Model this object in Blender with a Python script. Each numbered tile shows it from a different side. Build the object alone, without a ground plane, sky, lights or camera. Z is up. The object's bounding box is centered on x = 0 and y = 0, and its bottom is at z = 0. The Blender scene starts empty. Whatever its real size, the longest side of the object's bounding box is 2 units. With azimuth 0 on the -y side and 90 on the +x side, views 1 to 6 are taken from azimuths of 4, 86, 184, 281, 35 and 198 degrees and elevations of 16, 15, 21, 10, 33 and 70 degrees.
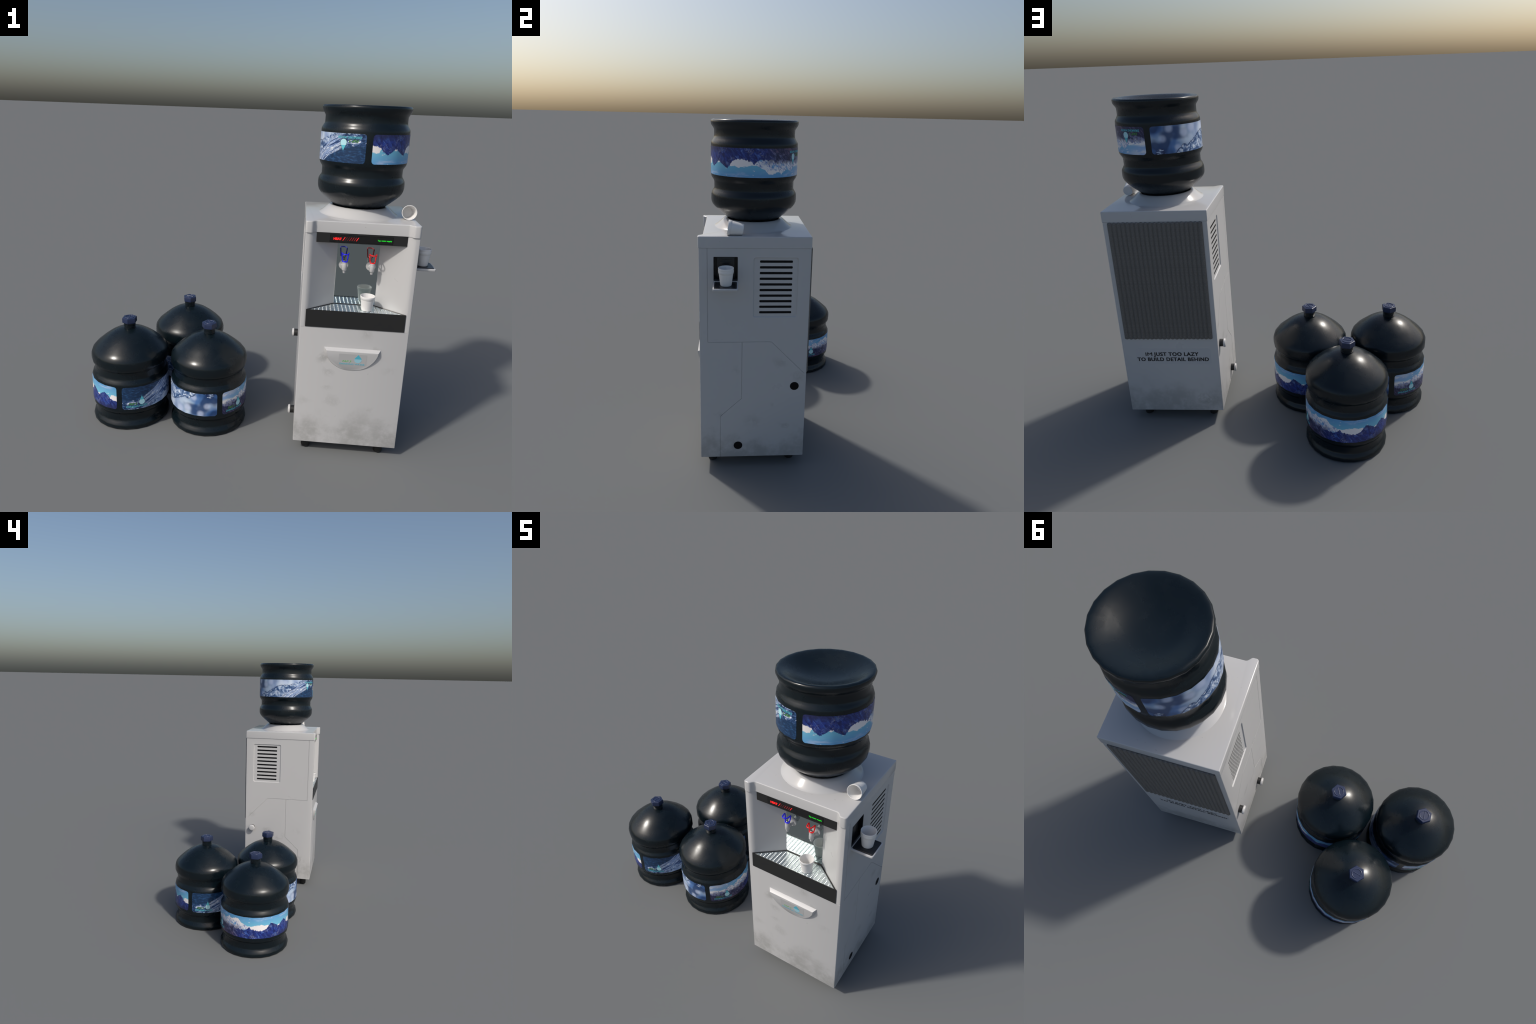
"""Bottled-water dispenser with a mounted bottle, three spare bottles and foam cups."""
import bpy, bmesh, math
import random
from math import sin, cos, pi, radians, sqrt, atan2
from mathutils import Vector, Matrix

random.seed(7)
SCN = bpy.context.scene

# ------------------------------------------------------------------ colour
def lin(r, g, b, k=1.0):
    def f(c):
        c = c / 255.0
        c = c / 12.92 if c <= 0.04045 else ((c + 0.055) / 1.055) ** 2.4
        return min(1.0, c * k)
    return (f(r), f(g), f(b), 1.0)


class Nodes:
    """Small helper for writing node networks."""

    def __init__(self, name):
        self.mat = bpy.data.materials.new(name)
        self.mat.use_nodes = True
        self.t = self.mat.node_tree
        self.t.nodes.clear()
        self.out = self.t.nodes.new("ShaderNodeOutputMaterial")
        self.bsdf = self.t.nodes.new("ShaderNodeBsdfPrincipled")
        self.t.links.new(self.bsdf.outputs[0], self.out.inputs[0])

    def put(self, sock, val):
        if isinstance(val, bpy.types.NodeSocket):
            self.t.links.new(val, sock)
        elif val is not None:
            sock.default_value = val

    def set(self, **kw):
        names = dict(color="Base Color", rough="Roughness", metal="Metallic", coat="Coat Weight", coat_rough="Coat Roughness",
                     spec="Specular IOR Level", emit="Emission Color", emit_str="Emission Strength", normal="Normal", ior="IOR",
                     sss="Subsurface Weight", trans="Transmission Weight")
        for k, v in kw.items():
            self.put(self.bsdf.inputs[names[k]], v)
        return self.mat

    def math(self, op, a, b=None, c=None, clamp=False):
        n = self.t.nodes.new("ShaderNodeMath")
        n.operation = op
        n.use_clamp = clamp
        self.put(n.inputs[0], a)
        if b is not None:
            self.put(n.inputs[1], b)
        if c is not None:
            self.put(n.inputs[2], c)
        return n.outputs[0]

    def add(self, a, b): return self.math("ADD", a, b)
    def sub(self, a, b): return self.math("SUBTRACT", a, b)
    def mul(self, a, b): return self.math("MULTIPLY", a, b)

    def step(self, x, lo, hi):
        n = self.t.nodes.new("ShaderNodeMapRange")
        n.interpolation_type = "SMOOTHSTEP"
        self.put(n.inputs[0], x)
        self.put(n.inputs[1], lo)
        self.put(n.inputs[2], hi)
        return n.outputs[0]

    def coord(self):
        n = self.t.nodes.new("ShaderNodeTexCoord")
        return n.outputs["Object"]

    def xyz(self, v):
        n = self.t.nodes.new("ShaderNodeSeparateXYZ")
        self.put(n.inputs[0], v)
        return n.outputs

    def vec(self, x, y, z=0.0):
        n = self.t.nodes.new("ShaderNodeCombineXYZ")
        for i, v in enumerate((x, y, z)):
            self.put(n.inputs[i], v)
        return n.outputs[0]

    def noise(self, v, scale, detail=4.0, rough=0.5, dist=0.0, color=False):
        n = self.t.nodes.new("ShaderNodeTexNoise")
        self.put(n.inputs["Vector"], v)
        n.inputs["Scale"].default_value = scale
        n.inputs["Detail"].default_value = detail
        n.inputs["Roughness"].default_value = rough
        n.inputs["Distortion"].default_value = dist
        return n.outputs["Color" if color else "Fac"]

    def voronoi(self, v, scale, feature="F1", rand=1.0):
        n = self.t.nodes.new("ShaderNodeTexVoronoi")
        n.feature = feature
        self.put(n.inputs["Vector"], v)
        n.inputs["Scale"].default_value = scale
        n.inputs["Randomness"].default_value = rand
        return n.outputs["Distance"]

    def mix(self, f, a, b, mode="MIX"):
        n = self.t.nodes.new("ShaderNodeMix")
        n.data_type = "RGBA"
        n.blend_type = mode
        self.put(n.inputs[0], f)
        self.put(n.inputs[6], a)
        self.put(n.inputs[7], b)
        return n.outputs[2]

    def ramp(self, f, stops, interp="LINEAR"):
        n = self.t.nodes.new("ShaderNodeValToRGB")
        cr = n.color_ramp
        cr.interpolation = interp
        stops = sorted(stops, key=lambda s: s[0])
        while len(cr.elements) < len(stops):
            cr.elements.new(0.5)
        for e, (p, c) in zip(cr.elements, stops):
            e.position = p
            e.color = c if isinstance(c, tuple) else (c, c, c, 1.0)
        self.put(n.inputs[0], f)
        return n.outputs[0]

    def bump(self, h, strength=0.2, dist=0.002):
        n = self.t.nodes.new("ShaderNodeBump")
        n.inputs["Strength"].default_value = strength
        n.inputs["Distance"].default_value = dist
        self.put(n.inputs["Height"], h)
        return n.outputs[0]


# ---------------------------------------------------------------- materials
# smudge centres on the cabinet (from its own middle; x, y, height), reach and strength
SMUDGES = [(0.070, -0.29, 0.762, 0.040, 0.50), (-0.145, -0.29, 0.612, 0.034, 0.55), (-0.120, -0.29, 0.525, 0.034, 0.50), (0.125, -0.29, 0.672, 0.035, 0.32),
           (-0.125, -0.29, 0.440, 0.030, 0.40), (-0.075, -0.29, 0.340, 0.050, 0.32), (-0.250, -0.29, 0.335, 0.035, 0.40), (0.210, -0.29, 0.560, 0.045, 0.22), (0.115, -0.29, 0.300, 0.025, 0.30),
           (0.294, 0.160, 0.665, 0.035, 0.42), (0.294, 0.255, 0.580, 0.040, 0.35), (0.294, -0.085, 0.620, 0.032, 0.28), (0.294, 0.110, 0.400, 0.032, 0.32), (0.294, 0.185, 0.270, 0.038, 0.50),
           (0.294, -0.180, 0.345, 0.030, 0.30), (0.294, 0.000, 0.300, 0.055, 0.32), (-0.294, 0.100, 0.500, 0.035, 0.40), (-0.294, 0.010, 0.440, 0.045, 0.42), (-0.294, 0.240, 0.640, 0.035, 0.35),
           (-0.294, -0.180, 0.500, 0.035, 0.25), (-0.294, -0.200, 0.240, 0.050, 0.40), (-0.200, 0.296, 0.150, 0.060, 0.60), (0.000, 0.296, 0.140, 0.060, 0.35)]


def white_plastic(name, dirt=True, rough=0.30, base=(0.527, 0.524, 0.522)):
    n = Nodes(name)
    p = n.coord()
    col = (*base, 1.0)
    r = n.add(n.mul(n.noise(p, 9, 5), 0.12), rough - 0.06)
    if dirt:
        px, py, z = n.xyz(p)[:3]
        big = n.noise(p, 4.0, 6, 0.58)
        fine = n.noise(p, 22.0, 6, 0.66)
        soft = n.noise(p, 11.0, 5, 0.6)
        low = n.step(z, 0.40, 0.05)
        m1 = n.mul(n.step(n.add(n.mul(big, 0.6), n.add(n.mul(soft, 0.4), n.mul(low, 0.20))), 0.55, 0.78), n.mul(n.step(z, 0.45, 0.12), 0.44))
        m1 = n.mul(m1, n.step(fine, 0.05, 0.60))
        # rubbed-in smudges: around the handle, under the tray and on the sides
        m2 = 0.0
        for cx, cy, cz, rad, amt in SMUDGES:
            d = n.math("SQRT", n.add(n.math("POWER", n.sub(px, cx), 2.0), n.add(n.math("POWER", n.sub(py, cy), 2.0), n.math("POWER", n.mul(n.sub(z, cz), 1.25), 2.0))))
            d = n.add(d, n.add(n.mul(n.sub(soft, 0.5), rad * 4.6), n.mul(n.sub(fine, 0.5), rad * 2.6)))
            one = n.mul(n.step(d, rad * 1.25, rad * 0.1), amt * 0.85)
            m2 = one if m2 == 0.0 else n.math("MAXIMUM", m2, one)
        m2 = n.mul(m2, n.step(fine, 0.30, 0.62))
        m = n.math("MAXIMUM", m1, m2)
        speck = n.mul(n.step(n.noise(p, 150, 2, 0.5), 0.74, 0.80), 0.30)
        m = n.math("MAXIMUM", m, speck)
        col = n.mix(m, col, (0.175, 0.172, 0.155, 1))
        r = n.add(r, n.mul(m, 0.25))
    elif name.startswith("lid"):
        px, py, z = n.xyz(p)[:3]
        nick = n.noise(n.vec(n.mul(px, 0.55), py, z), 95, 2, 0.5)
        where = n.step(n.noise(p, 7, 2), 0.55, 0.66)
        col = n.mix(n.mul(n.mul(n.step(nick, 0.70, 0.76), where), 0.55), col, (0.20, 0.20, 0.19, 1))
    return n.set(color=col, rough=r)


def plain(name, color, rough=0.4, **kw):
    n = Nodes(name)
    p = n.coord()
    f = n.noise(p, 40, 4)
    r = n.add(n.mul(f, 0.12), rough - 0.06)
    return n.set(color=color, rough=r, **kw)


def bottle_plastic():
    n = Nodes("dark_bottle_plastic")
    p = n.coord()
    smear = n.noise(p, 6, 6, 0.6, 0.5)
    fine = n.noise(p, 70, 4, 0.6)
    col = n.mix(n.step(smear, 0.35, 0.75), (0.0026, 0.0070, 0.0104, 1), (0.0044, 0.0090, 0.0122, 1))
    r = n.add(0.225, n.add(n.mul(n.step(smear, 0.42, 0.75), 0.13), n.mul(fine, 0.03)))
    return n.set(color=col, rough=r, spec=0.42)


LAB_Z0, LAB_H, LAB_HALF = 0.1400, 0.1475, radians(86.0)
K = 1.42  # printed colours were judged in sunlight; this takes them back to base colour


def label_coords(n):
    x, y, z = n.xyz(n.coord())[:3]
    phi = n.math("ARCTAN2", y, x)
    u = n.add(n.mul(phi, 1.0 / (2 * LAB_HALF)), 0.5)
    v = n.mul(n.sub(z, LAB_Z0), 1.0 / LAB_H)
    q = n.vec(n.mul(u, 4.8), v, 0.0)
    return u, v, q


def mountain_label():
    n = Nodes("mountain_print")
    u, v, q = label_coords(n)
    X = n.mul(u, 4.8)
    line = n.vec(X, 0.0, 3.1)
    jag = n.add(n.mul(n.sub(n.noise(line, 9, 6, 0.65), 0.5), 0.9), n.mul(n.sub(n.noise(n.vec(X, 2.0, 7.7), 34, 4, 0.7), 0.5), 0.55))
    jag2 = n.sub(n.noise(n.vec(X, n.mul(v, 0.6), 8.0), 7, 7, 0.7), 0.5)
    # sky
    wisp = n.noise(n.vec(n.mul(X, 0.7), n.mul(v, 2.6), 1.0), 2.2, 5, 0.55, 0.4)
    sky = n.mix(n.step(v, 0.50, 1.05), lin(100, 164, 188, K), lin(84, 138, 182, K))
    soft = n.mul(n.step(wisp, 0.50, 0.78), n.step(v, 0.70, 0.95))
    sky = n.mix(n.mul(soft, 0.85), sky, lin(178, 184, 205, K))
    puff = n.noise(n.vec(n.mul(X, 1.0), n.mul(v, 2.4), 5.0), 4.2, 4, 0.5)
    sky = n.mix(n.step(puff, 0.64, 0.69), sky, lin(200, 198, 202, K))
    haze = n.mul(n.step(u, 0.26, 0.0), n.step(v, 0.45, 0.62))
    sky = n.mix(n.mul(haze, 0.85), sky, n.mix(n.step(wisp, 0.4, 0.66), lin(205, 203, 208, K), lin(140, 165, 200, K)))
    # cloud bank
    hc = n.ramp(u, [(0.0, 0.62), (0.20, 0.66), (0.28, 0.78), (0.34, 0.84), (0.405, 0.90), (0.43, 0.74), (0.49, 0.59), (0.53, 0.58), (0.573, 0.61),
                    (0.617, 0.65), (0.657, 0.62), (0.696, 0.64), (0.71, 0.48), (0.785, 0.46), (0.815, 0.57), (0.845, 0.48), (0.925, 0.46), (0.95, 0.60), (1.0, 0.60)])
    hc = n.add(hc, n.mul(n.sub(n.noise(n.vec(X, v, 2.0), 7, 4, 0.5), 0.5), 0.16))
    col = n.mix(n.step(n.sub(hc, v), -0.012, 0.012), sky, lin(212, 207, 206, K))
    # far snow mountains
    hs = n.ramp(u, [(0.0, 0.52), (0.06, 0.60), (0.13, 0.56), (0.20, 0.80), (0.245, 0.72), (0.276, 0.76), (0.30, 0.90), (0.325, 0.74), (0.345, 0.76),
                    (0.372, 0.72), (0.411, 0.76), (0.44, 0.68), (0.472, 0.62), (0.50, 0.54), (0.52, 0.30), (1.0, 0.0)])
    hs = n.add(hs, n.mul(jag, 0.28))
    streak = n.noise(n.vec(n.add(n.mul(X, 1.0), n.mul(v, 0.8)), n.mul(v, 0.55), 9.0), 13, 7, 0.68, 0.6)
    rock = n.mix(n.step(streak, 0.46, 0.60), lin(205, 203, 206, K), lin(88, 112, 165, K))
    rock = n.mix(n.mul(n.step(n.noise(q, 4, 3), 0.55, 0.68), 0.7), rock, lin(86, 150, 190, K))
    dark_low = n.step(n.add(v, n.mul(jag2, 0.55)), 0.60, 0.40)
    rock = n.mix(n.mul(dark_low, n.step(u, 0.50, 0.34)), rock, n.mix(n.step(streak, 0.40, 0.62), lin(44, 46, 84), lin(130, 132, 168)))
    col = n.mix(n.step(n.sub(hs, v), -0.012, 0.012), col, rock)
    # near blue mountains
    hd = n.ramp(u, [(0.0, 0.40), (0.07, 0.30), (0.13, 0.42), (0.205, 0.44), (0.278, 0.40), (0.325, 0.34), (0.338, 0.44), (0.352, 0.47), (0.374, 0.39), (0.384, 0.36),
                    (0.406, 0.42), (0.44, 0.385), (0.473, 0.37), (0.495, 0.47), (0.512, 0.545), (0.530, 0.46), (0.545, 0.44), (0.573, 0.41), (0.608, 0.37),
                    (0.651, 0.40), (0.680, 0.46), (0.700, 0.60), (0.719, 0.71), (0.745, 0.66), (0.769, 0.60), (0.795, 0.52), (0.815, 0.475), (0.845, 0.58), (0.881, 0.69), (0.91, 0.60), (0.94, 0.44), (1.0, 0.36)])
    hd = n.add(hd, n.mul(jag, 0.22))
    face = n.noise(n.vec(n.add(X, n.mul(v, 0.7)), n.mul(v, 0.6), 4.0), 8, 8, 0.68, 0.8)
    blue = n.ramp(face, [(0.30, lin(20, 25, 62)), (0.42, lin(28, 40, 106)), (0.53, lin(42, 64, 148)), (0.62, lin(72, 106, 178)), (0.68, lin(128, 155, 200)), (0.73, lin(210, 212, 222))])
    vein = n.noise(n.vec(n.sub(X, n.mul(v, 0.9)), n.mul(v, 0.8), 12.0), 6.5, 6, 0.62, 1.2)
    vein = n.step(n.math("ABSOLUTE", n.sub(vein, 0.5)), 0.016, 0.003)
    blue = n.mix(n.mul(n.mul(vein, n.step(n.noise(q, 3.2, 3), 0.46, 0.62)), 0.75), blue, lin(185, 190, 205))
    blue = n.mix(n.mul(n.step(n.noise(q, 2.6, 4, 0.6), 0.42, 0.64), 0.45), blue, lin(24, 30, 84))
    grey = n.ramp(face, [(0.32, lin(34, 34, 60)), (0.50, lin(48, 50, 88)), (0.60, lin(95, 100, 140)), (0.68, lin(185, 186, 204))])
    near = n.mix(n.step(u, 0.34, 0.44), grey, blue)
    base = n.step(n.add(v, n.mul(jag2, 0.5)), 0.30, 0.02)
    near = n.mix(n.mul(base, n.mul(0.8, n.step(u, 0.55, 0.95))), near, lin(30, 30, 58, K))
    pink = n.mul(n.step(n.add(n.mul(v, 1.3), n.mul(u, 0.5)), 0.50, 0.22), n.step(u, 0.52, 0.30))
    near = n.mix(n.mul(pink, n.step(face, 0.50, 0.60)), near, lin(112, 82, 108))
    col = n.mix(n.step(n.sub(hd, v), -0.010, 0.010), col, near)
    return n.set(color=col, rough=0.34)


def splash_label():
    n = Nodes("splash_print")
    u, v, q = label_coords(n)
    X = n.mul(u, 4.8)
    wob = n.sub(n.noise(q, 5, 4, 0.6), 0.5)
    # soft out-of-focus backdrop below the splash
    blur = n.noise(n.vec(n.mul(X, 1.25), v, 2.0), 1.5, 1.5, 0.4)
    back = n.ramp(blur, [(0.28, lin(26, 58, 102, K)), (0.42, lin(70, 104, 152, K)), (0.56, lin(138, 158, 182, K)), (0.72, lin(184, 194, 206, K))])
    deep = n.mul(n.step(n.noise(n.vec(n.mul(X, 0.9), v, 7.0), 2.0, 1.0), 0.40, 0.58), n.step(u, 0.66, 0.80))
    back = n.mix(n.mul(deep, 0.9), back, lin(22, 50, 92, K))
    for cu, cv, rr in ((0.915, 0.45, 0.15), (0.80, 0.80, 0.14), (0.74, 0.30, 0.17), (0.86, 0.10, 0.16), (0.66, 0.14, 0.2), (0.47, 0.16, 0.15), (0.52, 0.10, 0.11)):
        d = n.math("SQRT", n.add(n.math("POWER", n.mul(n.sub(u, cu), 4.8), 2.0), n.math("POWER", n.sub(v, cv), 2.0)))
        back = n.mix(n.mul(n.step(d, rr * 1.25, rr * 0.35), 0.62), back, lin(172, 182, 205, K))
    back = n.mix(n.mul(n.step(u, 0.80, 0.58), 0.35), back, lin(176, 184, 200, K))
    # splash water
    edge = n.ramp(u, [(0.0, 0.0), (0.25, 0.0), (0.276, 0.05), (0.33, 0.16), (0.42, 0.28), (0.50, 0.30), (0.56, 0.33), (0.63, 0.52), (0.72, 0.77), (0.745, 0.70), (0.765, 0.74),
                      (0.80, 0.88), (0.83, 1.0), (0.90, 1.0), (0.912, 0.82), (0.93, 0.79), (0.965, 0.84), (0.975, 1.0), (1.0, 1.0)])
    edge = n.add(edge, n.mul(n.sub(n.noise(n.vec(X, n.mul(v, 0.5), 4.0), 9, 5, 0.65), 0.5), 0.22))
    depth = n.sub(v, edge)
    bub = n.noise(q, 5.6, 8, 0.68, 0.9)
    water = n.ramp(bub, [(0.34, lin(24, 48, 88)), (0.43, lin(58, 90, 136)), (0.50, lin(104, 132, 172)), (0.57, lin(160, 176, 200, K)), (0.63, lin(215, 218, 224, K)), (0.68, lin(84, 116, 160))])
    vein = n.voronoi(n.vec(n.add(X, n.mul(wob, 0.5)), n.add(v, n.mul(wob, 0.4)), 0.0), 5.5, "DISTANCE_TO_EDGE")
    water = n.mix(n.mul(n.step(vein, 0.06, 0.01), 0.5), water, lin(34, 60, 104, K))
    # curved streaks
    uu = n.math("MAXIMUM", n.sub(u, 0.13), 0.0)
    curve = n.add(0.40, n.add(n.mul(uu, 1.9), n.mul(n.math("POWER", uu, 2.0), 2.2)))
    s = n.sub(v, curve)
    warp = n.mul(n.sub(n.noise(q, 2.2, 2), 0.5), 0.12)
    lines = n.noise(n.vec(n.mul(n.add(s, warp), 1.0), n.mul(u, 0.45), 6.0), 15.0, 3, 0.55)
    st = n.ramp(lines, [(0.34, lin(24, 46, 88)), (0.42, lin(66, 98, 150)), (0.47, lin(150, 168, 198, K)), (0.52, lin(70, 102, 150)), (0.56, lin(215, 218, 226, K)), (0.61, lin(110, 138, 180)), (0.66, lin(34, 60, 108))])
    smask = n.mul(n.mul(n.step(u, 0.15, 0.22), n.step(u, 0.62, 0.48)), n.mul(n.step(s, 0.06, 0.0), n.step(n.add(s, n.mul(wob, 0.3)), -0.62, -0.46)))
    # dark calm water, upper left
    calm = n.mix(n.step(n.noise(n.vec(n.add(X, n.mul(v, 0.5)), n.mul(v, 2.0), 3.0), 7, 5, 0.6), 0.45, 0.72), lin(24, 52, 86), lin(48, 88, 132))
    left = n.mul(n.step(u, 0.40, 0.20), n.step(n.add(v, n.mul(wob, 0.5)), 0.52, 0.62))
    left = n.math("MAXIMUM", left, n.mul(n.step(s, 0.0, 0.05), n.step(u, 0.45, 0.38)))
    churn = n.noise(n.vec(n.mul(X, 0.8), n.sub(n.mul(v, 1.6), n.mul(X, 0.5)), 1.0), 6.5, 6, 0.62, 0.8)
    foam = n.ramp(churn, [(0.38, lin(18, 38, 72)), (0.50, lin(40, 72, 116)), (0.58, lin(100, 126, 168)), (0.65, lin(205, 208, 220, K))])
    water = n.mix(n.step(u, 0.30, 0.20), water, foam)
    water = n.mix(left, water, calm)
    water = n.mix(smask, water, st)
    col = n.mix(n.step(depth, -0.01, 0.02), back, water)
    rim = n.mul(n.step(depth, -0.02, 0.005), n.step(depth, 0.05, 0.02))
    col = n.mix(n.mul(rim, n.mul(0.8, n.step(u, 0.3, 0.4))), col, lin(30, 50, 88, K))
    blob = n.mul(n.step(depth, 0.0, 0.02), n.step(u, 0.895, 0.91))
    col = n.mix(n.mul(blob, n.step(bub, 0.60, 0.44)), col, lin(20, 38, 78, K))
    return n.set(color=col, rough=0.34)


def mirror_steel():
    n = Nodes("mirror_steel")
    p = n.coord()
    r = n.add(0.06, n.mul(n.noise(p, 20, 3), 0.05))
    return n.set(color=(0.45, 0.51, 0.515, 1), metal=1.0, rough=r)


def grid_steel():
    n = Nodes("drip_grid_steel")
    p = n.coord()
    r = n.add(0.22, n.mul(n.noise(p, 60, 3), 0.14))
    return n.set(color=(0.72, 0.78, 0.79, 1), metal=1.0, rough=r)


def grill_material():
    n = Nodes("dusty_grill")
    p = n.coord()
    d = n.noise(p, 120, 5, 0.7)
    big = n.noise(p, 6, 5, 0.6)
    col = n.mix(n.step(d, 0.30, 0.75), (0.122, 0.115, 0.106, 1), (0.176, 0.165, 0.151, 1))
    spot = n.step(n.noise(p, 28, 3, 0.6), 0.70, 0.76)
    col = n.mix(n.mul(spot, 0.75), col, (0.015, 0.015, 0.016, 1))
    col = n.mix(n.mul(n.step(big, 0.5, 0.75), 0.3), col, (0.19, 0.18, 0.168, 1))
    return n.set(color=col, rough=0.62, normal=n.bump(d, 0.08, 0.001))


def led(name, col, strength):
    n = Nodes(name)
    return n.set(color=col, rough=0.5, emit=col, emit_str=strength)


M_BODY = white_plastic("cabinet_white")
M_LID = white_plastic("lid_white", dirt=False, rough=0.14)
M_WHITE = white_plastic("fitting_white", dirt=False, rough=0.32)
M_HANDLE = white_plastic("handle_white", dirt=False, rough=0.34)
M_CUP = plain("foam_cup_white", (0.80, 0.79, 0.775, 1), 0.62)
M_BLACK = plain("black_plastic", (0.0165, 0.0165, 0.0165, 1), 0.42)
M_SCREEN = plain("screen_black", (0.010, 0.010, 0.010, 1), 0.16)
M_HOLE = plain("hole_black", (0.003, 0.003, 0.004, 1), 0.6, spec=0.2)
M_NICHE = plain("niche_black", (0.017, 0.018, 0.021, 1), 0.32)
M_RUBBER = plain("rubber_foot", (0.012, 0.012, 0.012, 1), 0.7)
M_BOTTLE = bottle_plastic()
M_CAP = plain("navy_cap", (0.017, 0.028, 0.075, 1), 0.36)
M_CAPLINE = plain("cap_emboss", (0.045, 0.058, 0.115, 1), 0.24)
M_MOUNT = mountain_label()
M_SPLASH = splash_label()
M_MIRROR = mirror_steel()
M_GRID = grid_steel()
M_GRILL = grill_material()
M_CHROME = Nodes("chrome_pin").set(color=(0.8, 0.8, 0.8, 1), metal=1.0, rough=0.15)
M_BLUE = plain("blue_lever", (0.010, 0.010, 0.80, 1), 0.34)
M_RED = plain("red_lever", (0.80, 0.010, 0.012, 1), 0.34)
M_LED_R = led("heat_light", (0.95, 0.015, 0.015, 1), 0.75)
M_LED_D = led("heat_light_dim", (0.30, 0.008, 0.008, 1), 0.35)
M_LED_DD = led("heat_light_faint", (0.12, 0.006, 0.006, 1), 0.25)
M_LED_G = led("supply_light", (0.01, 0.55, 0.02, 1), 0.75)
M_DROP_HI = plain("logo_teal", lin(92, 186, 202, 1.08), 0.35)
M_DROP_LO = plain("logo_pale", lin(170, 214, 222, 1.15), 0.35)
M_INK = plain("logo_outline", (0.008, 0.010, 0.012, 1), 0.4)
M_GREEN = plain("logo_green", lin(84, 146, 74, 1.15), 0.4)
M_LETTER = plain("black_letter", (0.012, 0.012, 0.013, 1), 0.5)
M_STICK = plain("grey_sticker", (0.50, 0.50, 0.51, 1), 0.40)
M_HSTICK = plain("grey_badge", (0.48, 0.48, 0.48, 1), 0.40)
M_HTEAL = plain("badge_teal", lin(78, 166, 186, 1.25), 0.4)
M_HPALE = plain("badge_pale", lin(138, 182, 194, 1.35), 0.4)
M_HGREEN = plain("badge_green", lin(98, 176, 88, 1.25), 0.4)

# ------------------------------------------------------------------ objects
def thing(name, loc, label, category, rot=None):
    o = bpy.data.objects.new(name, None)
    o.empty_display_size = 0.1
    o.location = loc
    if rot:
        o.rotation_euler = rot
    o["label"] = label
    o["category"] = category
    SCN.collection.objects.link(o)
    return o


def link(name, mesh, parent, mats=(), loc=(0, 0, 0), rot=(0, 0, 0)):
    o = bpy.data.objects.new(name, mesh)
    for m in mats:
        if len(mesh.materials) < len(mats):
            mesh.materials.append(m)
    o.parent = parent
    o.location = loc
    o.rotation_euler = rot
    SCN.collection.objects.link(o)
    return o


def to_mesh(bm, name, angle=32):
    bmesh.ops.recalc_face_normals(bm, faces=bm.faces)
    for f in bm.faces:
        f.smooth = True
    me = bpy.data.meshes.new(name)
    bm.to_mesh(me)
    bm.free()
    me.set_sharp_from_angle(angle=radians(angle))
    return me


def box_bm(x0, x1, y0, y1, z0, z1, bev=0.0, seg=2):
    bm = bmesh.new()
    bmesh.ops.create_cube(bm, size=1.0)
    for v in bm.verts:
        v.co = Vector(((x0 + x1) / 2 + v.co.x * (x1 - x0), (y0 + y1) / 2 + v.co.y * (y1 - y0), (z0 + z1) / 2 + v.co.z * (z1 - z0)))
    if bev:
        bmesh.ops.bevel(bm, geom=list(bm.edges), offset=bev, segments=seg, affect="EDGES", profile=0.5)
    return bm


def prism_bm(pts, lo, hi, axis="z"):
    """Extrude a closed plan outline. axis z: pts are (x,y); axis x: pts are (y,z); axis y: pts are (x,z)."""
    def co(p, h):
        return {"z": (p[0], p[1], h), "x": (h, p[0], p[1]), "y": (p[0], h, p[1])}[axis]
    bm = bmesh.new()
    a = [bm.verts.new(co(p, lo)) for p in pts]
    b = [bm.verts.new(co(p, hi)) for p in pts]
    k = len(pts)
    for i in range(k):
        bm.faces.new((a[i], a[(i + 1) % k], b[(i + 1) % k], b[i]))
    bm.faces.new(a[::-1])
    bm.faces.new(b)
    bmesh.ops.recalc_face_normals(bm, faces=bm.faces)
    return bm


def lathe_bm(profile, seg=32, phase=0.0, closed_ends=True):
    bm = bmesh.new()
    rings = []
    for r, z in profile:
        if r < 1e-6:
            rings.append([bm.verts.new((0, 0, z))])
        else:
            rings.append([bm.verts.new((r * cos(phase + 2 * pi * i / seg), r * sin(phase + 2 * pi * i / seg), z)) for i in range(seg)])
    for A, B in zip(rings, rings[1:]):
        for i in range(seg):
            j = (i + 1) % seg
            if len(A) == 1 and len(B) == 1:
                continue
            if len(A) == 1:
                bm.faces.new((A[0], B[j], B[i]))
            elif len(B) == 1:
                bm.faces.new((A[i], A[j], B[0]))
            else:
                bm.faces.new((A[i], A[j], B[j], B[i]))
    if closed_ends:
        for R in (rings[0], rings[-1]):
            if len(R) > 1:
                bm.faces.new(R)
    return bm


def merge(*bms):
    out = bmesh.new()
    for b in bms:
        me = bpy.data.meshes.new("tmp")
        b.to_mesh(me)
        b.free()
        out.from_mesh(me)
        bpy.data.meshes.remove(me)
    return out


def xform(bm, m):
    bmesh.ops.transform(bm, matrix=m, verts=bm.verts)
    return bm


def rrect(cx, cy, w, h, r, k=4):
    pts = []
    for qx, qy, a0 in ((1, 1, 0), (-1, 1, 90), (-1, -1, 180), (1, -1, 270)):
        for i in range(k + 1):
            a = radians(a0 + 90 * i / k)
            pts.append((cx + qx * (w / 2 - r) + r * cos(a), cy + qy * (h / 2 - r) + r * sin(a)))
    return pts


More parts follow.
